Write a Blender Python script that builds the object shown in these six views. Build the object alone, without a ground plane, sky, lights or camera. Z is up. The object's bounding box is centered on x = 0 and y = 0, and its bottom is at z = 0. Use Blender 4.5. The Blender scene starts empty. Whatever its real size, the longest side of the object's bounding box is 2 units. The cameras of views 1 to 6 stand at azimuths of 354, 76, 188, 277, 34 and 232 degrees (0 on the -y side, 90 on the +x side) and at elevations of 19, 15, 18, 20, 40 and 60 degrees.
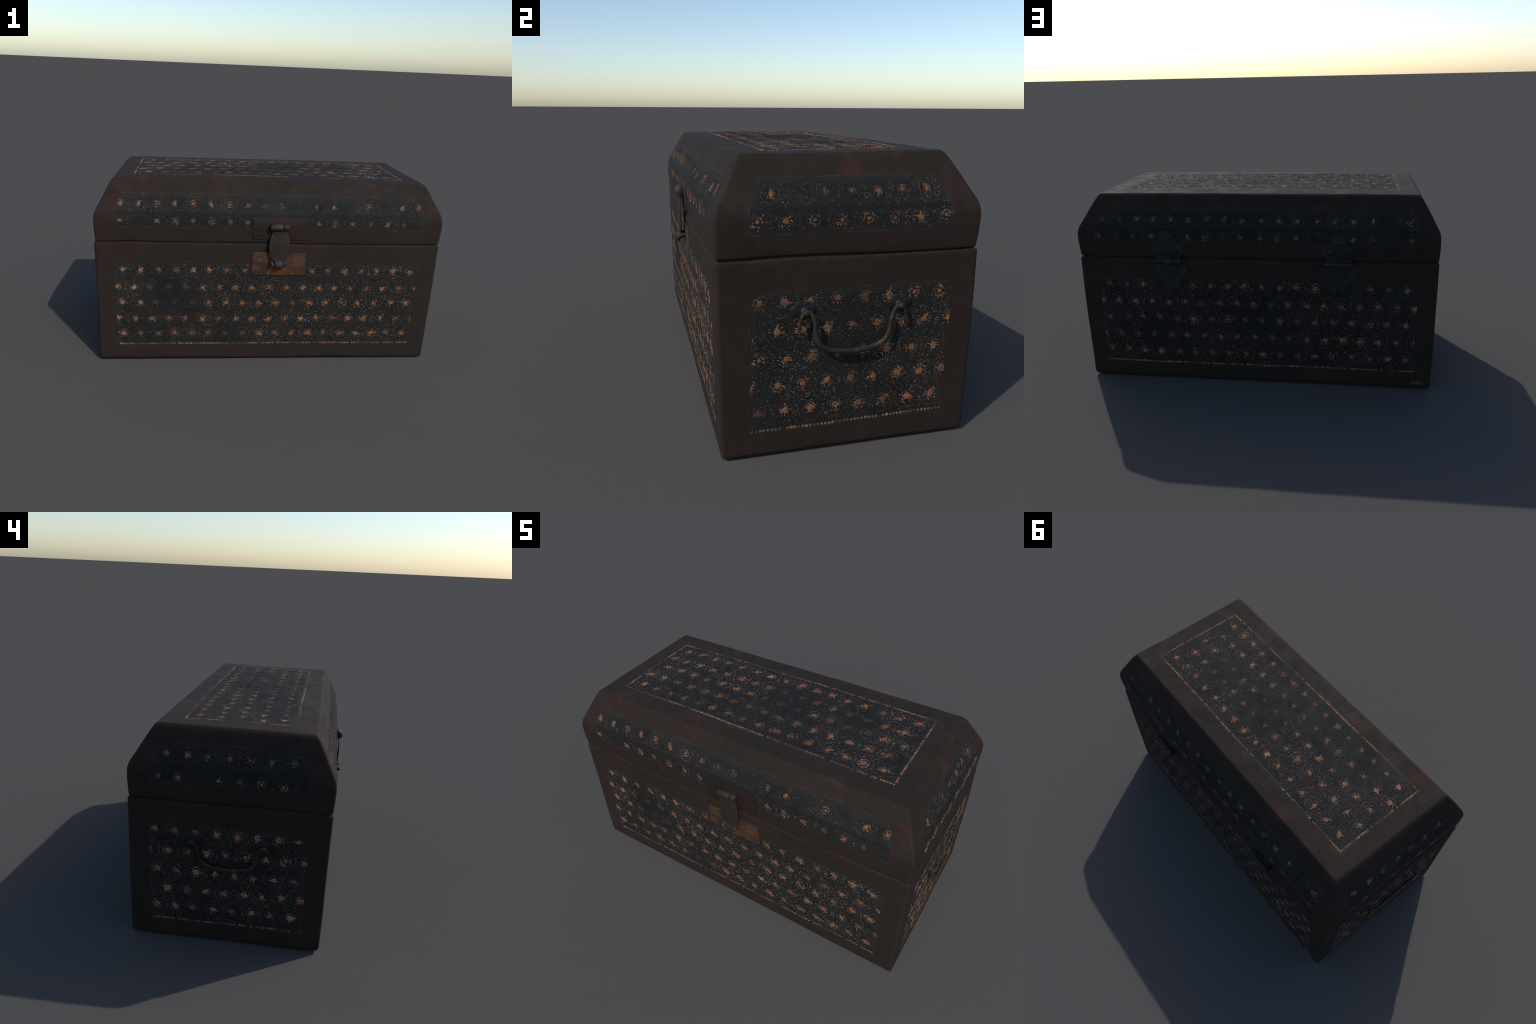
import bpy, bmesh, math, random
import numpy as np
from mathutils import Vector, Matrix

rnd = random.Random(7)
rng = np.random.default_rng(7)
SC = bpy.context.scene.collection

# =====================================================================
# 1. OVERALL SHAPE: a box and a hipped, hinged lid.
#    (u, v) run -1..1 across the width and the depth, z is the height.
#    Corners FL, FR, BR, BL (front = -y) at five heights; the old wood is
#    a little out of square.
# =====================================================================
Z_BODY = [0.02, 0.72]
C_BODY = np.array([
    [(-.958, -.456), (.961, -.450), (.961, .480), (-.955, .467)],
    [(-.958, -.469), (.965, -.462), (.967, .473), (-.960, .466)]])
C_LID = np.array([
    [(-.956, -.472), (.967, -.465), (.970, .473), (-.963, .466)],
    [(-.861, -.372), (.868, -.366), (.864, .368), (-.862, .356)]])
TOP_DZ = np.array([0.0, 0.0, .005, .003])
Z_TOP = 1.052
CROWN = .0125
# lid side profile: (z, fraction of the way in towards the top edge)
LID_PROFILE = [(.72, .060), (.76, .030), (.80, .008), (.835, 0.0), (.862, .018), (.882, .070),
               (.900, .150), (.925, .290), (.96, .475), (1.0, .690), (1.030, .865), (1.0415, .945), (1.0485, 1.0)]
LP_Z = np.array([p[0] for p in LID_PROFILE]); LP_T = np.array([p[1] for p in LID_PROFILE])

def wobble(P, seed=0.0):
    """smooth unevenness of old hand-planed wood (metres), a sum of waves"""
    x, y, z = P[:, 0], P[:, 1], P[:, 2]
    out = np.zeros_like(P)
    waves = [(5.1, 3.3, 4.2, .0011), (9.7, 7.9, 8.3, .0008), (17.0, 15.1, 13.0, .0006), (31.0, 27.0, 33.0, .00035)]
    for k, (a, b, c, amp) in enumerate(waves):
        for i in range(3):
            ph = 1.7 * i + 2.3 * k + seed
            out[:, i] += amp * np.sin(a * x + ph) * np.cos(b * y + 1.3 * ph + c * z) \
                       + amp * .7 * np.sin(c * z + a * .6 * x + 2.1 * ph) * np.cos(.8 * b * y - ph)
    return out

def bil(C, u, v):
    w = [(1-u)*(1-v)/4, (1+u)*(1-v)/4, (1+u)*(1+v)/4, (1-u)*(1+v)/4]
    return sum(w[i][:, None] * C[:, i] for i in range(4))

def place(u, v, z, part):
    """surface coordinates -> metres"""
    u = np.asarray(u, float); v = np.asarray(v, float); z = np.asarray(z, float)
    u, v, z = np.broadcast_arrays(u, v, z)
    if part == "body":
        t = np.clip((z - Z_BODY[0]) / (Z_BODY[1] - Z_BODY[0]), 0, 1)
        C = C_BODY[0][None] * (1 - t)[:, None, None] + C_BODY[1][None] * t[:, None, None]
        dz = np.zeros_like(z)
    else:
        t = np.interp(z, LP_Z, LP_T)
        C = C_LID[0][None] * (1 - t)[:, None, None] + C_LID[1][None] * t[:, None, None]
        w = np.stack([(1-u)*(1-v)/4, (1+u)*(1-v)/4, (1+u)*(1+v)/4, (1-u)*(1+v)/4], 1)
        dz = (w @ TOP_DZ) * np.clip((z - .9) / .15, 0, 1) \
           + CROWN * (.45 + .55 * np.exp(-((u + .35) / .6) ** 2)) * (1 - np.abs(u) ** 6) * (1 - np.abs(v) ** 3) * np.clip((z - 1.03) / .02, 0, 1)
    P = np.empty((len(u), 3)); P[:, :2] = bil(C, u, v); P[:, 2] = z + dz
    fade = np.clip((z - .001) / .02, 0, 1)[:, None]
    return P + wobble(P) * fade

# =====================================================================
# 2. MATERIALS
# =====================================================================
class NT:
    def __init__(self, name):
        self.m = bpy.data.materials.new(name); self.m.use_nodes = True
        self.t = self.m.node_tree; self.b = self.t.nodes["Principled BSDF"]
        self.geo = self.t.nodes.new("ShaderNodeNewGeometry")
        self.pos = self.geo.outputs["Position"]
        tc = self.t.nodes.new("ShaderNodeTexCoord"); self.obj = tc.outputs["Object"]
    def put(self, sock, val):
        if isinstance(val, bpy.types.NodeSocket): self.t.links.new(val, sock)
        elif isinstance(val, (tuple, list)) and len(val) == 3 and sock.type == "RGBA": sock.default_value = (*val, 1)
        else: sock.default_value = val
    def math(self, op, a, b=0.0, c=0.0, clamp=False):
        n = self.t.nodes.new("ShaderNodeMath"); n.operation = op; n.use_clamp = clamp
        for s, val in zip(n.inputs, (a, b, c)): self.put(s, val)
        return n.outputs[0]
    def mix(self, f, a, b, mode="MIX"):
        n = self.t.nodes.new("ShaderNodeMix"); n.data_type = "RGBA"; n.blend_type = mode
        self.put(n.inputs[0], f); self.put(n.inputs[6], a); self.put(n.inputs[7], b)
        return n.outputs[2]
    def noise(self, scale, detail=3.0, rough=.55, co=None, off=(0, 0, 0), stretch=(1, 1, 1), color=False):
        mp = self.t.nodes.new("ShaderNodeMapping"); mp.inputs["Location"].default_value = off
        mp.inputs["Scale"].default_value = stretch
        self.put(mp.inputs["Vector"], co or self.obj)
        n = self.t.nodes.new("ShaderNodeTexNoise"); n.inputs["Scale"].default_value = scale
        n.inputs["Detail"].default_value = detail; n.inputs["Roughness"].default_value = rough
        self.put(n.inputs["Vector"], mp.outputs[0])
        return n.outputs["Color" if color else "Fac"]
    def step(self, x, lo, hi, a=0.0, b=1.0):
        n = self.t.nodes.new("ShaderNodeMapRange"); n.interpolation_type = "SMOOTHSTEP"
        for i, val in enumerate((x, lo, hi, a, b)): self.put(n.inputs[i], val)
        return n.outputs[0]
    def xyz(self, co):
        n = self.t.nodes.new("ShaderNodeSeparateXYZ"); self.put(n.inputs[0], co); return n.outputs
    def ramp(self, f, stops):
        n = self.t.nodes.new("ShaderNodeValToRGB"); e = n.color_ramp.elements
        while len(e) < len(stops): e.new(.5)
        for el, (p, c) in zip(e, stops): el.position = p; el.color = (*c, 1)
        self.put(n.inputs[0], f); return n.outputs[0]
    def bump(self, h, dist, strength=.6):
        n = self.t.nodes.new("ShaderNodeBump"); n.inputs["Distance"].default_value = dist
        n.inputs["Strength"].default_value = strength; self.put(n.inputs["Height"], h)
        self.t.links.new(n.outputs[0], self.b.inputs["Normal"])
    def out(self, color, rough=.5, metal=0.0, spec=.20):
        self.put(self.b.inputs["Base Color"], color); self.put(self.b.inputs["Roughness"], rough)
        self.put(self.b.inputs["Metallic"], metal); self.put(self.b.inputs["Specular IOR Level"], spec)
        return self.m

ROUGH = .82
def frame_color(g):
    """worn brown-red lacquer of the frames, red undercoat showing on the lid"""
    n1 = g.noise(3.2, 4, .55)
    c = g.mix(g.step(n1, .40, .62), (.0245, .0144, .0108), (.0182, .0138, .0096))
    n2 = g.noise(9, 5, .6, off=(4, 1, 2))
    c = g.mix(g.step(n2, .52, .72, 0, .6), c, (.0265, .0132, .0102))
    c = g.mix(g.step(g.noise(30, 4, .6, off=(1, 7, 3)), .35, .7, 0, .55), c, (.0128, .0098, .0078))
    # red undercoat in worn patches of the lid's shoulders and top
    z = g.xyz(g.obj)[2]
    patch = g.math("MULTIPLY", g.step(g.noise(6.5, 3, .5, off=(3, 9, 1), stretch=(.8, 1.1, 1.6)), .585, .68), g.step(z, .955, .985))
    patch = g.math("MULTIPLY", patch, g.step(g.noise(60, 3, .6), .3, .6, .35, 1))
    c = g.mix(g.math("MULTIPLY", patch, .75), c, (.044, .0165, .0125))
    # a few pale scuffs
    sc = g.step(g.noise(38, 6, .75, off=(8, 2, 5), stretch=(.5, .5, 1.4)), .70, .78, 0, .35)
    return g.mix(sc, c, (.075, .055, .045))

def frame_material():
    g = NT("brown_lacquer")
    c = frame_color(g)
    h = g.math("ADD", g.noise(14, 5, .6), g.math("MULTIPLY", g.noise(90, 3, .6), .25))
    g.bump(h, .004, .5)
    return g.out(c, g.step(g.noise(12, 3), .3, .7, ROUGH - .05, ROUGH + .08))

def panel_material(name, ia, ib, ca, cb, ha, hb, taper=0.0, zt=.89, crease=None, wear=.3):
    """black lacquer field: grey-green margin, soft worn border to the brown frame.
       ia, ib: the two axes of the field; c*, h*: centre and half size"""
    g = NT(name)
    s = g.xyz(g.obj); a, b = s[ia], s[ib]
    da = g.math("SUBTRACT", ha, g.math("ABSOLUTE", g.math("SUBTRACT", a, ca)))
    if taper:
        da = g.math("SUBTRACT", da, g.math("MULTIPLY", g.math("MAXIMUM", g.math("SUBTRACT", s[2], zt), 0.0), taper))
    db = g.math("SUBTRACT", hb, g.math("ABSOLUTE", g.math("SUBTRACT", b, cb)))
    d = g.math("MINIMUM", da, db)
    d = g.math("ADD", d, g.math("MULTIPLY", g.math("SUBTRACT", g.noise(30, 3, .6), .5), .008))
    black = g.mix(g.step(g.noise(5, 3, off=(2, 2, 2)), .4, .65), (.0078, .0076, .0072), (.0112, .0107, .0100))
    # rubbed, greyer lacquer with fine scratches
    rub = g.step(g.noise(55, 5, .7, off=(5, 5, 1)), .52, .75, 0, .55)
    black = g.mix(rub, black, (.0235, .0225, .0205))
    black = g.mix(g.step(g.noise(7, 3, off=(9, 1, 4)), .62, .75, 0, wear), black, (.030, .020, .018))
    spk = g.step(g.noise(230, 2, .5, off=(2, 6, 6)), .57, .66, 0, .75)
    spk = g.math("MULTIPLY", spk, g.step(g.noise(24, 3, .6, off=(6, 2, 1)), .38, .60))
    black = g.mix(spk, black, g.mix(g.noise(60, 2), (.060, .042, .030), (.055, .054, .050)))
    c = g.mix(g.step(d, .014, .040), (.0150, .0142, .0130), black)
    if crease:
        line = g.step(g.math("ABSOLUTE", g.math("SUBTRACT", s[2], crease)), .004, .012, .7, 0)
        c = g.mix(line, c, (.0078, .0078, .0076))
    edge = g.math("MULTIPLY", g.step(g.math("ABSOLUTE", g.math("SUBTRACT", d, .0075)), .0008, .0026, 1, 0), g.step(g.noise(22, 4, .65, off=(3, 3, 7)), .42, .62))
    c = g.mix(g.math("MULTIPLY", edge, .75), c, (.040, .036, .031))
    c = g.mix(g.step(d, .001, .008), frame_color(g), c)
    h = g.math("ADD", g.noise(14, 5, .6), g.math("MULTIPLY", g.noise(110, 3, .65), .35))
    g.bump(h, .004, .5)
    return g.out(c, g.step(g.noise(12, 3), .3, .7, ROUGH - .06, ROUGH + .06))

WORN_SPOTS = [((-.57, -.465, .43), .17), ((-.44, -.465, .36), .12), ((-.22, -.465, .16), .13), ((.05, .02, 1.06), .20), ((.45, .06, 1.06), .15)]
def fade(g, lo=.40, hi=.62, keep=.12):
    """how much of the inlay colour is left: worn and dirty areas dim it"""
    f = g.step(g.noise(2.6, 3, .55, co=g.pos, off=(1.3, 4.1, 2.2)), lo, hi, keep, 1.0)
    for (x, y, z), r in WORN_SPOTS:
        n = g.t.nodes.new("ShaderNodeVectorMath"); n.operation = "DISTANCE"
        g.put(n.inputs[0], g.pos); n.inputs[1].default_value = (x, y, z)
        f = g.math("MULTIPLY", f, g.step(n.outputs["Value"], r * .4, r, .12, 1.0))
    f2 = g.step(g.noise(14, 2, .5, co=g.pos, off=(7, 3, 3)), .35, .55, .45, 1.0)
    return g.math("MULTIPLY", f, f2)

def isle(g):
    oi = g.t.nodes.new("ShaderNodeObjectInfo")
    s = g.math("ADD", oi.outputs["Random"], g.geo.outputs["Random Per Island"])
    return g.math("FRACT", g.math("MULTIPLY", s, 7.31))

def flower_material():
    g = NT("copper_shell_inlay"); r = isle(g)
    c = g.ramp(r, [(0, (.150, .062, .026)), (.25, (.200, .090, .036)), (.45, (.215, .082, .040)), (.62, (.155, .088, .040)),
                   (.78, (.26, .150, .090)), (.92, (.15, .050, .030)), (1, (.12, .085, .042))])
    n = g.noise(170, 3, .6, co=g.pos)
    c = g.mix(g.step(n, .50, .66, 0, .75), c, (.25, .155, .100))
    c = g.mix(g.step(g.noise(140, 3, .6, co=g.pos, off=(3, 3, 3)), .47, .60, 0, .85), c, (.060, .026, .015))
    x, y, z = g.xyz(g.pos)
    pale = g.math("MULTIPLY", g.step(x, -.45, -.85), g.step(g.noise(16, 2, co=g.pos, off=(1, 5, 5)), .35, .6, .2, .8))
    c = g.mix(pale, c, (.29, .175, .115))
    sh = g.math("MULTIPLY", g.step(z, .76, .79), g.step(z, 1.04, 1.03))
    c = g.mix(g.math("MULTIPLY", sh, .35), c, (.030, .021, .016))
    c = g.mix(1.0, c, (1.28, 1.24, 1.22), "MULTIPLY")
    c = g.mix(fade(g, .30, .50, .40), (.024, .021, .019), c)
    return g.out(c, .78)

def petal_material():
    g = NT("loose_shell_petals"); r = isle(g)
    c = g.ramp(r, [(0, (.075, .036, .020)), (.25, (.15, .070, .034)), (.5, (.20, .105, .055)), (.75, (.28, .17, .11)), (1, (.11, .070, .045))])
    c = g.mix(1.0, c, (1.2, 1.15, 1.12), "MULTIPLY")
    c = g.mix(fade(g, .30, .50, .35), (.024, .021, .019), c)
    return g.out(c, .78)

def heart_material():
    g = NT("coloured_flower_heart"); r = isle(g)
    c = g.ramp(r, [(0, (.20, .062, .030)), (.3, (.22, .10, .028)), (.5, (.19, .045, .030)), (.7, (.15, .115, .030)), (.85, (.26, .10, .05)), (1, (.05, .03, .022))])
    c = g.mix(fade(g, .30, .50, .40), (.024, .020, .018), c)
    return g.out(c, .78)

def fleck_material():
    g = NT("pale_shell_flecks"); r = isle(g)
    c = g.ramp(r, [(0, (.024, .0235, .022)), (.30, (.042, .037, .032)), (.54, (.078, .053, .038)), (.74, (.125, .074, .047)),
                   (.86, (.175, .120, .088)), (.94, (.26, .195, .150)), (1, (.34, .29, .25))])
    x, y, z = g.xyz(g.pos)
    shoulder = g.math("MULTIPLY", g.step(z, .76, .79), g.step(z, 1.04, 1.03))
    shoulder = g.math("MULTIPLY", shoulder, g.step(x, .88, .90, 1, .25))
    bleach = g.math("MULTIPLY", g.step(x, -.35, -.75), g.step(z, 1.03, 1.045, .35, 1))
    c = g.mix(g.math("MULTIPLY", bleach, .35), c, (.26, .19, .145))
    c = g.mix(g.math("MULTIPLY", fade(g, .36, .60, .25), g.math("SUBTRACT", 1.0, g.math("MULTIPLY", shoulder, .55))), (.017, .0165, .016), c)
    return g.out(c, .78)

def ring_material():
    g = NT("grey_vine_lines")
    c = g.mix(g.step(g.noise(40, 3, co=g.pos), .42, .62), (.015, .015, .0145), (.044, .042, .038))
    c = g.mix(g.step(g.geo.outputs["Random Per Island"], .72, .80, 0, .8), c, (.090, .072, .058))
    return g.out(c, .78)

def dot_material():
    g = NT("copper_dots"); r = isle(g)
    c = g.ramp(r, [(0, (.13, .060, .032)), (.3, (.20, .095, .045)), (.55, (.21, .070, .038)), (.75, (.27, .145, .085)), (1, (.09, .062, .045))])
    c = g.mix(g.step(g.noise(9, 3, .6, co=g.pos, off=(5, 1, 1)), .40, .54, .12, 1), (.032, .026, .022), c)
    return g.out(c, .78)

def iron_material(name, a, b, rust, warm=.5):
    g = NT(name)
    c = g.mix(g.step(g.noise(18, 4, .6), .4, .65), a, b)
    c = g.mix(g.step(g.noise(26, 4, .6, off=(3, 1, 1)), .52, .70, 0, warm), c, rust)
    g.bump(g.noise(120, 4, .6), .0015, .5)
    return g.out(c, g.step(g.noise(40, 3), .3, .7, .45, .65), .08)

def brass_plate_material():
    g = NT("tarnished_brass")
    c = g.mix(g.step(g.noise(16, 5, .6, off=(1, 2, 3)), .42, .62), (.040, .026, .022), (.090, .044, .022))
    c = g.mix(g.step(g.noise(22, 4, .6, off=(7, 2, 3)), .56, .68), c, (.095, .057, .025))
    c = g.mix(g.step(g.noise(30, 4, .6, off=(2, 8, 3)), .54, .68, 0, .8), c, (.024, .019, .019))
    x = g.xyz(g.obj)
    # bare orange metal under the tongue, where the hasp rubs
    rub = g.math("MULTIPLY", g.step(g.math("ABSOLUTE", g.math("SUBTRACT", x[0], .045)), .02, .05, 1, 0), g.step(x[2], .575, .60, 1, 0))
    c = g.mix(g.math("MULTIPLY", rub, .8), c, (.115, .040, .011))
    g.bump(g.noise(60, 4), .002, .4)
    return g.out(c, .45, .2)

def plain(name, col, rough=.55):
    g = NT(name)
    c = g.mix(g.step(g.noise(50, 3), .35, .65), tuple(.8 * k for k in col), tuple(1.15 * k for k in col))
    return g.out(c, rough)

M_FRAME = frame_material()
M_FLOWER, M_HEART, M_FLECK, M_RING, M_DOT = flower_material(), heart_material(), fleck_material(), ring_material(), dot_material()
M_PETAL = petal_material()
M_IRON = iron_material("dark_iron", (.020, .0195, .0175), (.034, .0335, .030), (.045, .028, .016), .4)
M_MOUNT = iron_material("sooty_iron", (.010, .0108, .0108), (.016, .0165, .016), (.030, .018, .012), .4)
M_BAIL = iron_material("bronzed_iron", (.019, .0175, .015), (.030, .026, .021), (.078, .044, .019), .85)
M_HASP = iron_material("browned_iron", (.026, .0185, .0145), (.0225, .0200, .0182), (.046, .025, .014), .9)
M_HINGE = iron_material("blackened_iron", (.014, .014, .0145), (.021, .021, .021), (.042, .017, .010), .55)
M_BRASS = brass_plate_material()
M_UPLATE = iron_material("red_brown_plate", (.0235, .0138, .0112), (.0175, .0134, .0105), (.028, .0138, .011), .6)
M_INK = plain("white_ink", (.115, .12, .125), .8)

# =====================================================================
# 3. HELPERS
# =====================================================================
chest = bpy.data.objects.new("wooden_chest", None)
chest.empty_display_size = .3
SC.objects.link(chest)
chest["label"] = "old lacquered wooden chest with shell-inlaid flower panels and iron fittings"
chest["category"] = "storage chest"

def add_object(name, mesh, parent=chest):
    o = bpy.data.objects.new(name, mesh); SC.objects.link(o); o.parent = parent
    return o

def mesh_from(name, verts, faces, mats, mat_idx=None, smooth=False):
    me = bpy.data.meshes.new(name)
    me.from_pydata([tuple(map(float, p)) for p in verts], [], faces)
    for m in mats: me.materials.append(m)
    if mat_idx is not None: me.polygons.foreach_set("material_index", mat_idx)
    me.polygons.foreach_set("use_smooth", [smooth] * len(me.polygons))
    me.update(); return me

def finish_bm(bm, name, mats, smooth_angle=40):
    bmesh.ops.recalc_face_normals(bm, faces=bm.faces)
    for f in bm.faces: f.smooth = True
    lim = math.radians(smooth_angle)
    for e in bm.edges:
        if len(e.link_faces) == 2 and e.calc_face_angle(0) > lim: e.smooth = False
    me = bpy.data.meshes.new(name); bm.to_mesh(me); bm.free()
    for m in mats: me.materials.append(m)
    return me

# =====================================================================
# 4. BODY AND LID SHELLS, split into frame and lacquer panels
# =====================================================================
PU, PV, PVT = .905, .800, .765
def ticks(n, r, extra):
    t = list(np.linspace(-1, 1, n)[1:-1])
    ex = [s * e for e in extra for s in (-1, 1)]
    cr = [s * (1 - r * k) for k in (1.25, 1, .75, .5, .25, 0) for s in (-1, 1)]
    t = [a for a in t if min(abs(a - b) for b in ex + cr) > .4 * 2 / n and abs(a) < 1 - 1.6 * r]
    return np.array(sorted(set(np.round(t + ex + cr, 6))))
R_CORNER = .013
RU, RV = R_CORNER / .955, R_CORNER / .455
TU = ticks(97, RU, [PU]); TV = ticks(49, RV, [PV, PVT])

def round_uv(u, v):
    qu = (np.abs(u) - (1 - RU)) / RU; qv = (np.abs(v) - (1 - RV)) / RV
    m = (qu > 0) & (qv > 0)
    L = np.hypot(qu, qv); L[L == 0] = 1
    k = np.maximum(qu, qv) / L
    u2 = np.where(m, np.sign(u) * (1 - RU + RU * qu * k), u)
    v2 = np.where(m, np.sign(v) * (1 - RV + RV * qv * k), v)
    return u2, v2

def shell(part, levels):
    """levels: (z, inset in metres) from bottom to top; closed by two flat caps"""
    nu, nv = len(TU), len(TV)
    per = [(i, 0) for i in range(nu)] + [(nu-1, j) for j in range(1, nv)] + \
          [(i, nv-1) for i in range(nu-2, -1, -1)] + [(0, j) for j in range(nv-2, 0, -1)]
    pu = np.array([TU[i] for i, j in per]); pv = np.array([TV[j] for i, j in per])
    pu, pv = round_uv(pu, pv); n = len(per)
    V = []
    for z, ins in levels:
        V.append(place(pu * (1 - ins / .955), pv * (1 - ins / .455), np.full(n, z), part))
    faces, tag = [], []
    for k in range(len(levels) - 1):
        zc = .5 * (levels[k][0] + levels[k+1][0])
        for a in range(n):
            b = (a + 1) % n
            faces.append((k*n+a, k*n+b, (k+1)*n+b, (k+1)*n+a))
            ia, ib = per[a], per[b]
            uc = .5 * (TU[ia[0]] + TU[ib[0]]); vc = .5 * (TV[ia[1]] + TV[ib[1]])
            side = "front" if ia[1] == ib[1] == 0 else "right" if ia[0] == ib[0] == nu-1 else "back" if ia[1] == ib[1] == nv-1 else "left"
            t = abs(uc) if side in ("front", "back") else abs(vc)
            lim = PU if side in ("front", "back") else PV
            zr = (.092, .618) if part == "body" else (.797, .988)
            tag.append(side if t < lim and zr[0] < zc < zr[1] else "frame")
    base = len(levels) * n
    idx = {p: a for a, p in enumerate(per)}
    count = base
    for which in (0, len(levels) - 1):
        z, ins = levels[which]
        ids = {}
        inner = [(i, j) for i in range(1, nu-1) for j in range(1, nv-1)]
        u, v = round_uv(np.array([TU[i] for i, j in inner]), np.array([TV[j] for i, j in inner]))
        V.append(place(u * (1 - ins / .955), v * (1 - ins / .455), np.full(len(inner), z), part))
        for q, p in enumerate(inner): ids[p] = count + q
        count += len(inner)
        for p, a in idx.items(): ids[p] = which * n + a
        for i in range(nu-1):
            for j in range(nv-1):
                f = (ids[i, j], ids[i+1, j], ids[i+1, j+1], ids[i, j+1])
                faces.append(f if which else f[::-1])
                top = part == "lid" and which and abs(TU[i]+TU[i+1])/2 < PU and abs(TV[j]+TV[j+1])/2 < PVT
                tag.append("top" if top else "frame")
    return np.concatenate(V), faces, tag

def split_shell(part, levels, frame_name, panel_mats):
    V, F, tag = shell(part, levels)
    if part == "lid":      # the lower edge of the lid has sagged and lifted
        low = np.clip((.760 - V[:, 2]) / .035, 0, 1)
        V[:, 2] += low * (.0065 * np.exp(-((V[:, 1] + .18) / .22) ** 2) * np.clip((V[:, 0] - .6) / .3, 0, 1)
                          + .0015 * np.sin(7 * V[:, 0] + 1) + .001 * np.sin(23 * V[:, 0]))
    else:                  # worn lower edge with small bites
        low = np.clip((.035 - V[:, 2]) / .03, 0, 1) * np.clip(V[:, 2] / .01, 0, 1)
        V[:, 2] += low * (.004 * np.exp(-((V[:, 0] + .06) / .02) ** 2) * (V[:, 1] > 0) + .003 * np.exp(-((V[:, 0] - .9) / .03) ** 2)
                          + .0025 * np.sin(11 * V[:, 0] + 5 * V[:, 1]) * np.sin(4 * V[:, 0]))
    whole = mesh_from(frame_name + "_whole", V, F, [], smooth=True)
    N = np.array([v.normal[:] for v in whole.vertices])
    bpy.data.meshes.remove(whole)
    out = {}
    for kind in ["frame"] + sorted(set(tag) - {"frame"}):
        fs = [f for f, t in zip(F, tag) if t == kind]
        used = sorted({i for f in fs for i in f}); re = {i: q for q, i in enumerate(used)}
        name = frame_name if kind == "frame" else "inlay_panel"
        me = mesh_from(name, V[used], [tuple(re[i] for i in f) for f in fs], [M_FRAME if kind == "frame" else panel_mats[kind]], smooth=True)
        me.normals_split_custom_set_from_vertices([tuple(N[i]) for i in used])
        out[kind] = add_object(name, me)
    return out

body_levels = [(.0005, .040), (.002, .022), (.006, .011), (.011, .0045), (.018, .001), (.026, 0)] + \
    [(z, 0) for z in (.05, .07)] + [(.092, 0)] + [(z, 0) for z in np.linspace(.115, .600, 18)] + [(.618, 0)] + \
    [(z, 0) for z in (.64, .66, .68, .70)] + [(.712, .0003), (.7165, .0010), (.7190, .0028), (.7200, .006), (.7202, .010), (.733, .011)]
lid_levels = [(.7230, .012), (.7232, .006), (.7242, .0028), (.7265, .0010), (.731, .0003), (.740, 0), (.76, 0), (.78, 0), (.797, 0)] + \
    [(z, 0) for z in (.81, .825, .84, .852, .862, .87, .877, .884, .891, .90, .912, .925, .94, .955, .97, .988, 1.0, 1.012, 1.022, 1.030)] + \
    [(1.0375, 0), (1.0415, 0), (1.0455, .0006), (1.0490, .0025), (1.0510, .0058), (Z_TOP, .0100)]

hbz, cbz = (.618 - .092) / 2, (.618 + .092) / 2
hlz, clz = (.988 - .797) / 2, (.988 + .797) / 2
pm_body = {
    "front": panel_material("black_lacquer", 0, 2, .005, cbz, .862, hbz),
    "back":  panel_material("black_lacquer", 0, 2, .003, cbz, .864, hbz),
    "right": panel_material("black_lacquer", 1, 2, .006, cbz, .364, hbz),
    "left":  panel_material("black_lacquer", 1, 2, -.001, cbz, .366, hbz)}
pm_lid = {
    "front": panel_material("black_lacquer", 0, 2, .006, clz, .859, hlz, .50, crease=.880, wear=.6),
    "back":  panel_material("black_lacquer", 0, 2, .003, clz, .865, hlz, .50, crease=.880, wear=.6),
    "right": panel_material("black_lacquer", 1, 2, .003, clz, .362, hlz, .45, crease=.880, wear=.6),
    "left":  panel_material("black_lacquer", 1, 2, -.003, clz, .364, hlz, .45, crease=.880, wear=.6),
    "top":   panel_material("black_lacquer", 0, 1, .001, -.005, .775, .275)}
body = split_shell("body", body_levels, "chest_body", pm_body)
lid = split_shell("lid", lid_levels, "chest_lid", pm_lid)

# =====================================================================
# 5. INLAY.  Every field has a map (a, b) -> surface point, where a is the
#    distance along the field and b the height (or depth on the top).
# =====================================================================
def inv_lin(val, lo, hi): return 2 * (val - lo) / (hi - lo) - 1

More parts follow.
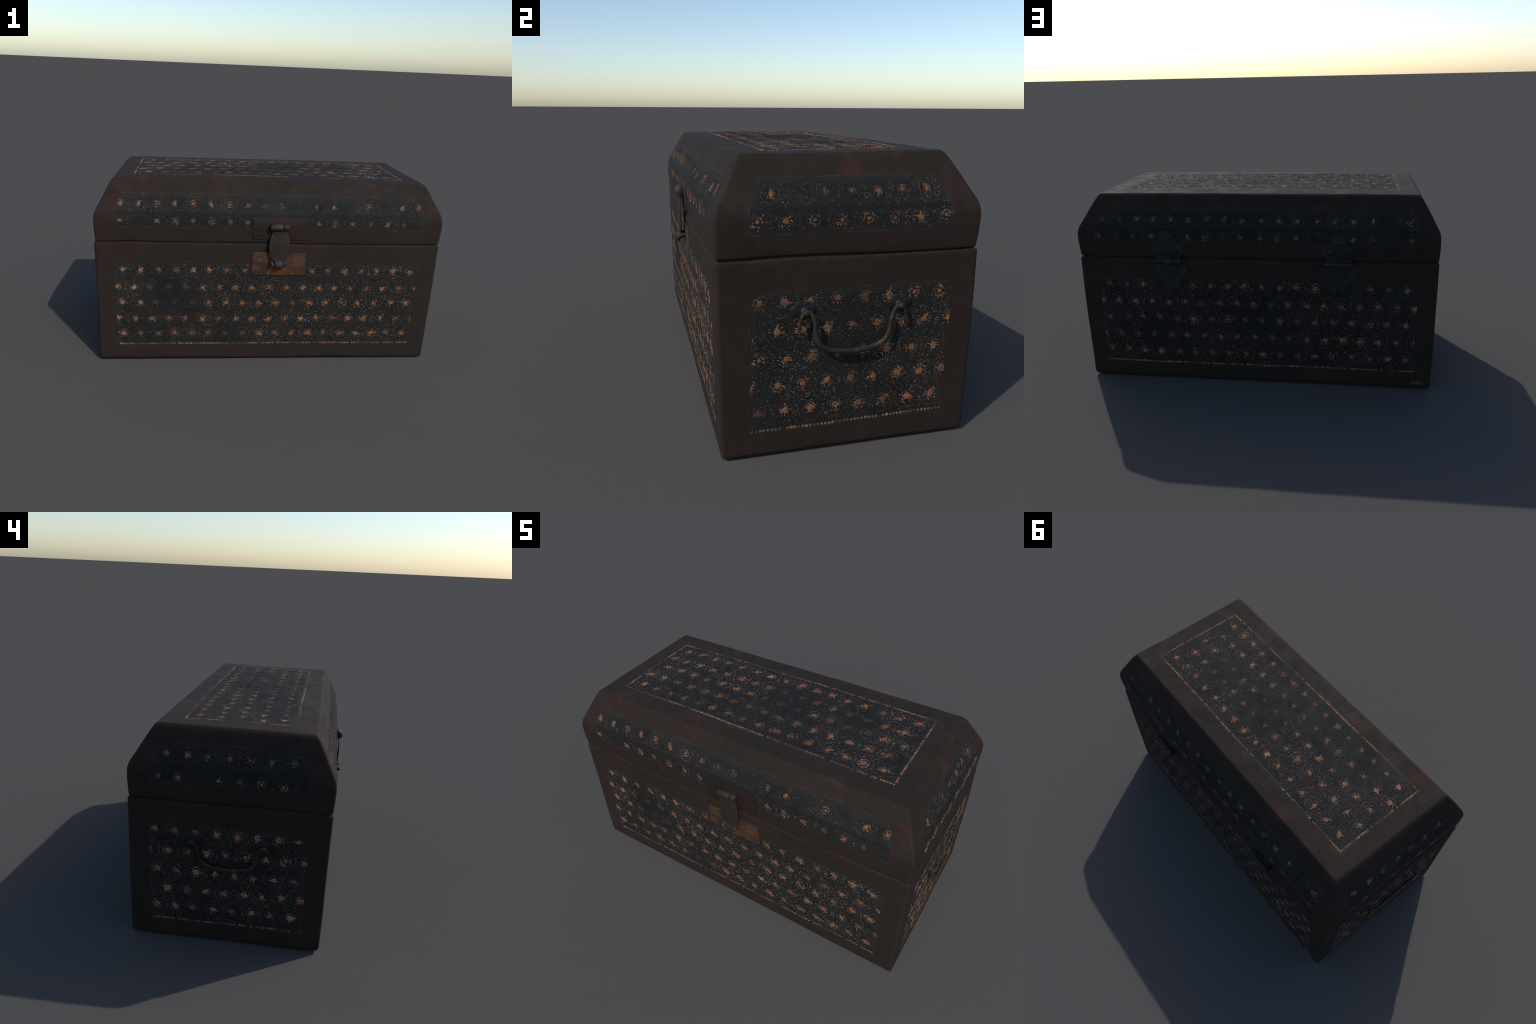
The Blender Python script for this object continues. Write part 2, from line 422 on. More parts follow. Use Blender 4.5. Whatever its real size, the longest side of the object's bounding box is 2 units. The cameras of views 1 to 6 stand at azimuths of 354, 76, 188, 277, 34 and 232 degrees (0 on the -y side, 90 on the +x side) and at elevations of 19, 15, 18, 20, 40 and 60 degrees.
class Field:
    def __init__(self, part, side, amin, amax, bmin, bmax):
        self.part, self.side = part, side
        self.box = (amin, amax, bmin, bmax)
        self.panel = (body if part == "body" else lid)[side]
        self.flowers = []; self.V = []; self.F = []; self.n = 0
    def point(self, a, b):
        a = np.asarray(a, float); b = np.asarray(b, float); a, b = np.broadcast_arrays(a, b)
        s = self.side
        if s == "top":
            u = inv_lin(a, -.8615, .866); v = inv_lin(b, -.369, .362)
            return place(u, v, np.full(len(a), Z_TOP), "lid")
        C = C_BODY if self.part == "body" else C_LID
        if self.part == "body": t = np.clip((b - Z_BODY[0]) / .7, 0, 1)
        else: t = np.interp(b, LP_Z, LP_T)
        Cz = C[0][None] * (1 - t)[:, None, None] + C[1][None] * t[:, None, None]
        i, j, ax = {"front": (0, 1, 0), "back": (3, 2, 0), "right": (1, 2, 1), "left": (0, 3, 1)}[s]
        w = inv_lin(a, Cz[:, i, ax], Cz[:, j, ax]); o = np.ones_like(w)
        u, v = {"front": (w, -o), "back": (w, o), "right": (o, w), "left": (-o, w)}[s]
        return place(u, v, b, self.part)
    def frames(self, a, b):
        e = 1e-3
        a = np.asarray(a, float); b = np.asarray(b, float)
        P = self.point(a, b); A = self.point(a + e, b) - self.point(a - e, b); B = self.point(a, b + e) - self.point(a, b - e)
        sgn = -1 if self.side in ("back", "left") else 1
        N = np.cross(A, B) * sgn; N /= np.linalg.norm(N, axis=1)[:, None]
        A = A - N * np.sum(A * N, 1)[:, None]; A /= np.linalg.norm(A, axis=1)[:, None]
        B = np.cross(N, A) * sgn
        return P, A, B, N

def clamp_box(pts, box):
    return [(min(max(x, box[0]), box[1]), min(max(y, box[2]), box[3])) for x, y in pts]

def star_outline(r, scale=1.0):
    """pointed, ragged petals round a heart"""
    n = r.choice([8, 9, 10, 11, 12]); pts = []
    ph = r.uniform(0, 6.28)
    for k in range(n):
        a = ph + 6.283 * (k + r.uniform(-.22, .22)) / n
        tip = r.choice((r.uniform(.0105, .0145), r.uniform(.014, .0185), r.uniform(.016, .0225))) * scale; val = r.uniform(.0062, .0112) * scale
        w = 6.283 / n
        pts.append((val * math.cos(a - .47 * w), val * math.sin(a - .47 * w)))
        m = .60 * tip + .2 * val
        pts.append((m * math.cos(a - .20 * w), m * math.sin(a - .20 * w)))
        if r.random() < .45:      # split tip
            pts.append((tip * math.cos(a - .13 * w), tip * math.sin(a - .13 * w)))
            pts.append((.72 * tip * math.cos(a), .72 * tip * math.sin(a)))
            pts.append((.93 * tip * math.cos(a + .13 * w), .93 * tip * math.sin(a + .13 * w)))
        else:
            pts.append((tip * math.cos(a), tip * math.sin(a)))
        pts.append((m * math.cos(a + .20 * w), m * math.sin(a + .20 * w)))
    return pts

def petal_slivers(r, scale=1.0):
    """loose slips of shell round the flower's body"""
    out = []; n = r.randint(17, 24); ph = r.uniform(0, 6.28); gap = r.uniform(0, 6.28)
    for k in range(n):
        a = ph + 6.283 * (k + r.uniform(-.3, .3)) / n
        if abs((a - gap + 3.14) % 6.28 - 3.14) < .5 or r.random() < .15: continue
        r0 = r.uniform(.0125, .0190) * scale; L = r.uniform(.004, .009) * scale; w = r.uniform(.0008, .0016) * scale
        t = a + r.uniform(-.5, .5); c, sn = math.cos(t), math.sin(t); x, y = r0 * math.cos(a), r0 * math.sin(a)
        out.append([(x + L*p*c - w*q*sn, y + L*p*sn + w*q*c) for p, q in ((0, -.6), (.5, -1), (1, -.1), (.95, .25), (.45, 1), (.05, .7))])
    return out

def heart_outline(r, scale=1.0):
    n = 8; R = r.uniform(.0045, .0062) * scale
    return [(R * r.uniform(.8, 1.15) * math.cos(6.283 * k / n), R * r.uniform(.8, 1.15) * math.sin(6.283 * k / n)) for k in range(n)]

def prism(outline, centre, top, base, rise=.0003):
    """domed plate: fan on top, walls down into the lacquer"""
    n = len(outline)
    V = [(x, y, base) for x, y in outline] + [(x, y, top) for x, y in outline] + [(centre[0], centre[1], top + rise)]
    F = [(n + k, n + (k+1) % n, 2*n) for k in range(n)] + [(k, (k+1) % n, n + (k+1) % n, n + k) for k in range(n)]
    return V, F

def flower_parts(r, scale, broken=False):
    parts = []
    s = star_outline(r, .62 * scale if broken else scale)
    parts.append((prism(s, (r.uniform(-.002, .002), 0), .0011, -.0016), 0))
    if broken:                 # a few thick separate petals instead of a full star
        for k in range(r.randint(3, 5)):
            a = r.uniform(0, 6.28); d = r.uniform(.010, .015); L = r.uniform(.009, .013); w = r.uniform(.0020, .0032)
            c, sn = math.cos(a), math.sin(a); x, y = d * c, d * sn
            q = [(x + L*p*c - w*t*sn, y + L*p*sn + w*t*c) for p, t in ((0, -.5), (.5, -1), (1, -.2), (1, .3), (.5, 1), (0, .6))]
            parts.append((prism(q, (x + .5*L*c, y + .5*L*sn), r.uniform(.0012, .0019), -.0016, .0001), 0))
    parts.append((prism(heart_outline(r, scale), (0, 0), .0017, -.0016), 1))
    for q in petal_slivers(r, scale):
        c = (sum(p[0] for p in q) / 6, sum(p[1] for p in q) / 6)
        parts.append((prism(q, c, r.uniform(.0013, .0019), -.0016, .0001), 2))
    return parts

VARIANTS = []
for k in range(24):
    r = random.Random(100 + k)
    V, F, MI = [], [], []
    for (pv, pf), mi in flower_parts(r, 1.0, k >= 16):
        o = len(V); V += pv; F += [tuple(i + o for i in f) for f in pf]; MI += [mi] * len(pf)
    VARIANTS.append(mesh_from("flower_inlay", V, F, [M_FLOWER, M_HEART, M_PETAL], MI))

FIELDS = []
def rows(field, specs, jit=.004, size=1.0, drop=0.0):
    """specs: (height, first, last, count)"""
    for b, a0, a1, n in specs:
        for k in range(n):
            a = a0 + (a1 - a0) * k / max(1, n - 1)
            if rnd.random() < drop: 
                field.flowers.append((a, b, 0.0)); continue
            field.flowers.append((a + rnd.uniform(-jit, jit), b + rnd.uniform(-jit, jit) * .8, size * rnd.uniform(.92, 1.20)))
    FIELDS.append(field)

f = Field("body", "front", -.853, .858, .118, .600)
rows(f, [(.563, -.807, .809, 18), (.460, -.848, .856, 19), (.366, -.818, .815, 18), (.267, -.846, .858, 19), (.174, -.820, .819, 18)])
f = Field("body", "back", -.857, .866, .118, .606)
rows(f, [(.572, -.806, .813, 18), (.472, -.853, .862, 19), (.376, -.810, .824, 18), (.273, -.855, .866, 19), (.174, -.814, .832, 18)])
f = Field("body", "right", -.345, .378, .122, .606)
rows(f, [(.574, -.321, .327, 8), (.473, -.350, .374, 9), (.370, -.316, .328, 8), (.272, -.345, .370, 9), (.175, -.317, .330, 8)], size=1.08)
f = Field("body", "left", -.370, .365, .118, .606)
rows(f, [(.580, -.330, .332, 8), (.475, -.363, .370, 9), (.372, -.316, .331, 8), (.275, -.358, .370, 9), (.177, -.313, .337, 8)], size=1.05)
for side, s in (("front", 1), ("back", 1)):
    f = Field("lid", side, -.862, .870, .806, .974); f.lid = True
    rows(f, [(.843, -.815, .842, 18), (.929, -.815, .828, 18)], size=.80, drop=.08)
f = Field("lid", "right", -.352, .368, .812, .974); f.lid = True
rows(f, [(.846, -.325, .332, 8)], size=.85)
FIELDS.pop()
rows(f, [(.934, -.280, .275, 7)], size=.72, drop=.35)
f = Field("lid", "left", -.385, .352, .806, .974); f.lid = True
rows(f, [(.838, -.333, .320, 8), (.933, -.278, .286, 7)], size=.85, drop=.15)
f = Field("lid", "top", -.748, .752, -.252, .245)
rows(f, [(-.206, -.687, .692, 16), (-.107, -.722, .662, 16), (-.005, -.690, .700, 16), (.089, -.722, .662, 16), (.192, -.690, .697, 16)], size=1.05)

def covered(field, a, b):
    """places taken by plates, hinges"""
    if field.side == "front":
        if -.118 < a < .212 and .528 < b < .885: return True
    if field.side == "back":
        for hx in (.460, -.449):
            if math.hypot(a - hx, (b - .70) * .62) < .108: return True
    return False

singles = []; leftovers = {}
for fl in FIELDS:
    box = fl.box
    for a, b, s in fl.flowers:
        if s == 0 or covered(fl, a, b): continue
        reach = .025 * s
        if fl.part == "body" and fl.side == "front" and rnd.random() < .0: continue
        cut = a - reach < box[0] or a + reach > box[1] or b - reach < box[2] or b + reach > box[3]
        edge = min(a - box[0], box[1] - a)
        if edge < -.004: continue
        if cut: leftovers.setdefault(fl, []).append((a, b, s))
        else: singles.append((s, fl, a, b))
singles.sort(key=lambda t: -t[0] * (1.18 if hasattr(t[1], 'lid') else 1))
for s, fl, a, b in singles[:300]:
    P, A, B, N = fl.frames([a], [b])
    # a right-handed frame, turned at random about the normal
    Bn = np.cross(N[0], A[0]); t = rnd.uniform(0, 6.28)
    X = A[0] * math.cos(t) + Bn * math.sin(t); Y = np.cross(N[0], X)
    o = add_object("flower_inlay", VARIANTS[rnd.randrange(16, 24) if rnd.random() < (.5 if hasattr(fl, "lid") and fl.side != "top" else .06) else rnd.randrange(16)], fl.panel)
    M = Matrix.Identity(4)
    for i in range(3):
        M[i][0], M[i][1], M[i][2], M[i][3] = X[i] * s, Y[i] * s, N[0][i], P[0][i]
    o.matrix_world = M
for s, fl, a, b in singles[300:]: leftovers.setdefault(fl, []).append((a, b, s))
for fl, items in leftovers.items():
    V, F, MI = [], [], []
    for a, b, s in items:
        r = random.Random(int(1e5 * (a + 3)) + int(1e4 * b))
        pieces = [(star_outline(r, s), .0011, 0), (heart_outline(r, s), .0017, 1)]
        for q in petal_slivers(r, s):
            if all(fl.box[0] < a + p[0] < fl.box[1] and fl.box[2] < b + p[1] < fl.box[3] for p in q): pieces.append((q, r.uniform(.0013, .0019), 2))
        for (outline, top, mi) in pieces:
            ca, cb = min(max(a, fl.box[0]), fl.box[1]), min(max(b, fl.box[2]), fl.box[3])
            if mi == 2: ca, cb = a + sum(p[0] for p in outline) / 6, b + sum(p[1] for p in outline) / 6
            pts = clamp_box([(a + x, b + y) for x, y in outline], fl.box)
            pv, pf = prism(pts, (ca, cb), top, -.0016)
            pv = np.array(pv); P, A, B, N = fl.frames(pv[:, 0], pv[:, 1])
            W = P + N * pv[:, 2:3]
            o = len(V); V += list(W)
            flip = fl.side in ("back", "left")
            F += [tuple(i + o for i in (f[::-1] if flip else f)) for f in pf]; MI += [mi] * len(pf)
    o = add_object("edge_flower_inlay", mesh_from("edge_flower_inlay", V, F, [M_FLOWER, M_HEART, M_PETAL], MI), fl.panel)
    o["kind"] = "stuff"

# --- flecks: small slivers that follow the vine circles round every flower
def flecks(fl):
    box = fl.box; sl = []          # a, b, angle, length, width
    worn = getattr(fl, "lid", False)
    for a, b, s in fl.flowers:
        R = rnd.uniform(.034, .039); lean = rnd.choice((-1, 1)) * rnd.uniform(.25, .6); ph = rnd.uniform(0, 6.28)
        bands = [(.0285, 22, .0085), (R + .0085, 32, .0095), (R + .0195, 14, .0065)]
        if s == 0: bands = bands[1:]
        for rr, n, ln in bands:
            for k in range(n):
                if rnd.random() < ((.12 if fl.side == 'right' else .35) if worn else .06): continue
                t = ph + 6.283 * (k + rnd.uniform(-.25, .25)) / n; q = rr + rnd.gauss(0, .0013)
                sl.append((a + q * math.cos(t), b + q * math.sin(t), t + lean + rnd.gauss(0, .22), ln * rnd.uniform(.55, 1.25), rnd.uniform(.0017, .0032)))
    area = (box[1] - box[0]) * (box[3] - box[2])
    for k in range(int(area * (1900 if worn else 1500))):
        sl.append((rnd.uniform(box[0], box[1]), rnd.uniform(box[2], box[3]), rnd.uniform(0, 6.28), rnd.uniform(.003, .008), rnd.uniform(.0014, .0030)))
    if fl.side != "top":             # dense fringe along the upper and lower border
        for k in range(int((box[1] - box[0]) / .007)):
            for bb in ((box[3] - .004, box[2] + .003) if not worn else ()):
                if rnd.random() < .75:
                    sl.append((box[0] + (k + rnd.random()) * .007, bb + rnd.gauss(0, .003), 1.57 + rnd.gauss(0, .5), rnd.uniform(.004, .008), rnd.uniform(.0014, .0026)))
    ok = []
    for t in sl:
        a, b = t[0], t[1]
        if not (box[0] + .003 < a < box[1] - .003 and box[2] + .002 < b < box[3] - .002): continue
        if worn and abs(b - .884) < .0085: continue
        if worn and fl.side in ("front", "back") and abs(a) > .855 - .5 * max(0, b - .89): continue
        if worn and fl.side in ("left", "right") and abs(a - (box[0] + box[1]) / 2) > .352 - .5 * max(0, b - .89): continue
        if covered(fl, a, b): continue
        ok.append(t)
    T = np.array(ok); n = len(T)
    P, A, B, N = fl.frames(T[:, 0], T[:, 1])
    X = A * np.cos(T[:, 2])[:, None] + B * np.sin(T[:, 2])[:, None]
    Y = np.cross(N, X)
    L, W = T[:, 3] / 2, T[:, 4] / 2
    bend = rng.uniform(-.25, .25, n) * T[:, 3]
    top = rng.uniform(.0004, .0010, n)
    prof = [(-1, 0, -.3), (-.25, -1, .35), (.55, -.8, .2), (1, 0, -.3), (.4, .9, .2), (-.45, .7, .3)]
    rings = []
    for h in (None, top):
        hh = np.full(n, -.0016) if h is None else h
        for px, py, pb in prof:
            rings.append(P + X * (L * px)[:, None] + Y * (W * py + bend * pb)[:, None] + N * hh[:, None])
    V = np.stack(rings, 1).reshape(-1, 3)
    F = []
    for k in range(n):
        o = 12 * k
        F.append((o+6, o+7, o+8, o+9, o+10, o+11))
        for e in range(6):
            F.append((o+e, o+(e+1) % 6, o+6+(e+1) % 6, o+6+e))
    ob = add_object("shell_fleck_inlay", mesh_from("shell_fleck_inlay", V, F, [M_FLECK]), fl.panel)
    ob["kind"] = "stuff"

# --- vine circles: thin raised lines round some flowers
def rings(fl):
    V, F = [], []
    worn = getattr(fl, "lid", False)
    for a, b, s in fl.flowers:
        if rnd.random() > (.55 if worn else .22) or covered(fl, a, b): continue
        R = rnd.uniform(.031, .037); t0 = rnd.uniform(0, 6.28); t1 = t0 + rnd.uniform(2.5, 6.0); n = 36
        if b + R > fl.box[3] or b - R < fl.box[2] or a - R < fl.box[0] or a + R > fl.box[1]: continue
        if worn and b - R < .884 < b + R: R = abs(b - .884) - .004
        tt = np.linspace(t0, t1, n); w = .0010
        pts = []
        for rr, h in ((R - w, -.001), (R - w * .5, .0009), (R + w * .5, .0009), (R + w, -.001)):
            P, A, B, N = fl.frames(a + rr * np.cos(tt), b + rr * np.sin(tt) * 1.0)
            pts.append(P + N * h)
        o = len(V); V += [p for col in pts for p in col]
        for c in range(3):
            for k in range(n - 1):
                F.append((o + c*n + k, o + (c+1)*n + k, o + (c+1)*n + k + 1, o + c*n + k + 1))
    # small curling tendrils between the circles
    bx = fl.box; dense = worn and fl.side == "right"
    for q in range(int((bx[1]-bx[0]) * (bx[3]-bx[2]) * (1500 if dense else 520))):
        R = rnd.uniform(.006, .013); a = rnd.uniform(bx[0] + .016, bx[1] - .016); b = rnd.uniform(bx[2] + .016, bx[3] - .016)
        if covered(fl, a, b) or (worn and abs(b - .884) < .021): continue
        if worn and fl.side != "top" and min(a - bx[0], bx[1] - a) < .03 + .5 * max(0, b - .89): continue
        if any(math.hypot(a - p, b - r) < .026 for p, r, s in fl.flowers if s > 0): continue
        n = 14; t0 = rnd.uniform(0, 6.28); tt = t0 + np.linspace(0, rnd.uniform(2.2, 4.6) * rnd.choice((-1, 1)), n)
        rad = R * np.linspace(1.15, .55, n); w = np.linspace(.0011, .0005, n)
        pts = []
        for k2, h in ((-1, -.001), (-.5, .0013), (.5, .0013), (1, -.001)):
            P, A, B, N = fl.frames(a + (rad + k2 * w) * np.cos(tt), b + (rad + k2 * w) * np.sin(tt))
            pts.append(P + N * h)
        o = len(V); V += [p for col in pts for p in col]
        for c in range(3):
            for k in range(n - 1):
                F.append((o + c*n + k, o + (c+1)*n + k, o + (c+1)*n + k + 1, o + c*n + k + 1))
    if not F: return
    ob = add_object("vine_circle_inlay", mesh_from("vine_circle_inlay", V, F, [M_RING], smooth=True), fl.panel)
    ob["kind"] = "stuff"

# --- rows of round copper dots
def dots(fl, lines):
    V, F = [], []
    for (a0, b0, a1, b1) in lines:
        n = int(math.hypot(a1 - a0, b1 - b0) / .0139)
        for k in range(n + 1):
            if rnd.random() < .05: continue
            t = k / n
            a = a0 + (a1 - a0) * t + rnd.gauss(0, .0006); b = b0 + (b1 - b0) * t + rnd.gauss(0, .0006)
            R = rnd.uniform(.0048, .0062); m = 10
            q = np.arange(m) * 6.2832 / m
            P, A, B, N = fl.frames([a], [b])
            ring = lambda r, h: P + A * (r * np.cos(q))[:, None] + B * (r * np.sin(q))[:, None] + N * h
            o = len(V)
            V += list(ring(R, -.0015)) + list(ring(R, .0006)) + list(ring(R * .6, .0015))
            for lev in (0, 1):
                for e in range(m):
                    F.append((o + lev*m + e, o + lev*m + (e+1) % m, o + (lev+1)*m + (e+1) % m, o + (lev+1)*m + e))
            F.append(tuple(o + 2*m + e for e in range(m)))
    ob = add_object("dot_border_inlay", mesh_from("dot_border_inlay", V, F, [M_DOT]), fl.panel)
    ob["kind"] = "stuff"

by = {(f.part, f.side): f for f in FIELDS}
for fl in FIELDS: flecks(fl); rings(fl)
dots(by["body", "front"], [(-.854, .1065, .850, .1090)])
dots(by["body", "back"], [(-.858, .1075, .862, .1040)])
dots(by["body", "right"], [(-.340, .104, .374, .109)])
dots(by["body", "left"], [(-.366, .106, .362, .104)])
dots(by["lid", "top"], [(-.757, -.266, .761, -.262), (.764, -.255, .762, .248), (.757, .258, -.763, .250), (-.763, .243, -.757, -.258)])

# =====================================================================
# 6. IRONWORK
# =====================================================================
def tube(points, radii, sides=14, squash=(1, 1), up=(0, 0, 1), steps=6, cap=True, name="tube", mats=()):
    """round bar swept along a smooth curve through points; radii per point"""
    pts = [Vector(p) for p in points]
    path, rad = [], []
    n = len(pts)
    for i in range(n - 1):
        p0, p1, p2, p3 = pts[max(i-1, 0)], pts[i], pts[i+1], pts[min(i+2, n-1)]
        for k in range(steps):
            t = k / steps
            path.append(.5 * ((2*p1) + (p2-p0)*t + (2*p0-5*p1+4*p2-p3)*t*t + (3*p1-p0-3*p2+p3)*t**3))
            rad.append(radii[i] * (1-t) + radii[i+1] * t)
    path.append(pts[-1]); rad.append(radii[-1])
    bm = bmesh.new(); loops = []
    u = Vector(up)
    for i, p in enumerate(path):
        d = (path[min(i+1, len(path)-1)] - path[max(i-1, 0)]).normalized()
        x = u.cross(d)
        if x.length < 1e-4: x = Vector((1, 0, 0)).cross(d)
        x.normalize(); y = d.cross(x); u = y.copy()
        loops.append([bm.verts.new(p + x * (rad[i]*squash[0]*math.cos(6.2832*k/sides)) + y * (rad[i]*squash[1]*math.sin(6.2832*k/sides))) for k in range(sides)])
    for a, b in zip(loops, loops[1:]):
        for k in range(sides):
            bm.faces.new((a[k], a[(k+1) % sides], b[(k+1) % sides], b[k]))
    for L in (loops[0], loops[-1]): bm.faces.new(L)
    return bm

def lathe(profile, origin, axis, sides=20):
    """turned knob: (distance along axis, radius)"""
    ax = Vector(axis).normalized(); x = ax.orthogonal().normalized(); y = ax.cross(x)
    bm = bmesh.new(); loops = []
    for h, r in profile:
        loops.append([bm.verts.new(Vector(origin) + ax*h + x*(max(r, 1e-4)*math.cos(6.2832*k/sides)) + y*(max(r, 1e-4)*math.sin(6.2832*k/sides))) for k in range(sides)])
    for a, b in zip(loops, loops[1:]):
        for k in range(sides): bm.faces.new((a[k], a[(k+1) % sides], b[(k+1) % sides], b[k]))
    for L in (loops[0], loops[-1]): bm.faces.new(L)
    return bm

def lobe_outline(circles, n=96, cut=None, centre=(0, 0)):
    """outline of a union of discs, star-shaped about the centre; cut = (axis sign, limit) trims along b"""
    pts = []
    for k in range(n):
        t = 6.2832 * k / n; d = (math.cos(t), math.sin(t)); best = 0
        for cx, cy, r in circles:
            cx -= centre[0]; cy -= centre[1]
            pr = cx*d[0] + cy*d[1]; disc = r*r - (cx*cx + cy*cy - pr*pr)
            if disc > 0: best = max(best, pr + math.sqrt(disc))
        if cut:
            sg, lim = cut; lim = lim - centre[1]
            if sg * d[1] > 1e-6: best = min(best, lim / d[1])
        pts.append((centre[0] + best*d[0], centre[1] + best*d[1]))
    return pts

def plate_on(fl, outline, thick, bevel=.0012, centre=None, dish=0.0, base=-.002):
    """a plate that follows the surface of a field: bevelled rim, flat top"""
    n = len(outline)
    cx = centre or (sum(p[0] for p in outline)/n, sum(p[1] for p in outline)/n)
    levels = [(1.0, base), (1.0, thick - bevel), (None, thick), (.55, thick + dish), (.25, thick + dish)]
    V, F = [], []
    for s, h in levels:
        if s is None:
            R = sum(math.hypot(p[0]-cx[0], p[1]-cx[1]) for p in outline) / n; s = 1 - bevel / R
        a = np.array([cx[0] + (p[0]-cx[0])*s for p in outline]); b = np.array([cx[1] + (p[1]-cx[1])*s for p in outline])
        P, A, B, N = fl.frames(a, b); V += list(P + N*h)
    P, A, B, N = fl.frames([cx[0]], [cx[1]]); V.append((P + N*(thick + dish))[0])
    L = len(levels)
    for k in range(L - 1):
        for e in range(n): F.append((k*n+e, k*n+(e+1) % n, (k+1)*n+(e+1) % n, (k+1)*n+e))
    for e in range(n): F.append(((L-1)*n+e, (L-1)*n+(e+1) % n, L*n))
    bm = bmesh.new(); vs = [bm.verts.new(tuple(v)) for v in V]
    for f in F: bm.faces.new([vs[i] for i in f])
    return bm

def rounded_rect(a0, a1, b0, b1, r, per=6, side=10):
    pts = []
    for cx, cy, s in ((a1-r, b1-r, 0), (a0+r, b1-r, 1), (a0+r, b0+r, 2), (a1-r, b0+r, 3)):
        for k in range(per + 1):
            t = 1.5708 * (s + k / per); pts.append((cx + r*math.cos(t), cy + r*math.sin(t)))
    out = []
    for i, p in enumerate(pts):
        q = pts[(i+1) % len(pts)]; out.append(p); d = math.hypot(q[0]-p[0], q[1]-p[1])
        m = int(d / .02)
        for k in range(1, m): out.append((p[0] + (q[0]-p[0])*k/m, p[1] + (q[1]-p[1])*k/m))
    return out

def merge(dst, src):
    me = bpy.data.meshes.new("tmp"); src.to_mesh(me); src.free(); dst.from_mesh(me); bpy.data.meshes.remove(me); return dst

def box_bm(x0, x1, y0, y1, z0, z1, bev=.002):
    bm = bmesh.new(); bmesh.ops.create_cube(bm, size=1)
    for v in bm.verts: v.co = ((x0+x1)/2 + v.co.x*(x1-x0), (y0+y1)/2 + v.co.y*(y1-y0), (z0+z1)/2 + v.co.z*(z1-z0))
    bmesh.ops.bevel(bm, geom=bm.edges[:], offset=bev, segments=2, affect="EDGES"); return bm

# --- swan-neck handles on both ends
def handle(side, cy, zdrop, zup):
    fl = by["body", side]; sx = 1 if side == "right" else -1
    x0 = .967 if side == "right" else -.9605
    stand = 0.0 if side == "right" else .006
    hang = 0.0 if side == "right" else .011
    X = lambda d: x0 + sx * (d + (stand if d > .01 else 0))
    half = [(-.193, .019, .470, .0040), (-.192, .020, .485, .0075), (-.190, .021, .505, .0055), (-.183, .023, .528, .0062),
            (-.168, .024, .541, .0074), (-.150, .024, .530, .0072), (-.139, .023, .497, .0068), (-.134, .022, .455, .0082),
            (-.120, .022, .418, .0090), (-.085, .022, .394, .0102), (-.040, .022, .385, .0112)]
    pts = half + [(0, .022, .383, .0116)] + [(-p[0], *p[1:]) for p in half[::-1]]
    P = [(X(d - hang * min(1, max(0, (.52 - z) / .10))), cy + y, z + zup if z > .52 else .52 + zup + (z - .52) * zdrop) for y, d, z, r in pts]
    bm = tube(P, [p[3] for p in pts], 14, (1, .68), up=(sx, 0, 0), steps=6)
    hb = add_object("carrying_handle", finish_bm(bm, "carrying_handle", [M_BAIL], 60))
    for s in (-1, 1):
        c = (cy + s * .174, .546)
        circ = [(c[0] - .026, c[1] - .006, .020), (c[0] + .026, c[1] - .006, .020), (c[0] - .010, c[1] + .012, .018),
                (c[0] + .012, c[1] + .010, .018), (c[0], c[1] - .016, .019)]
        add_object("handle_mount", finish_bm(plate_on(fl, lobe_outline(circ, 72, centre=c), .0035, .0014, c, .001), "handle_mount", [M_MOUNT], 50), hb)
        # post with an eye that grips the bail
        e = (X(.0), c[0] + s * -.004, .541)
        bm = lathe([(-.004, .014), (.004, .012), (.006, .0090), (.015, .0085), (.020, .0100), (.026 + stand, .0108), (.030 + stand, .0090), (.0320 + stand, .004)], e, (sx, 0, 0))
        add_object("handle_post", finish_bm(bm, "handle_post", [M_IRON], 50), hb)
handle("right", .006, .97, .003)
handle("left", -.006, .84, .004)

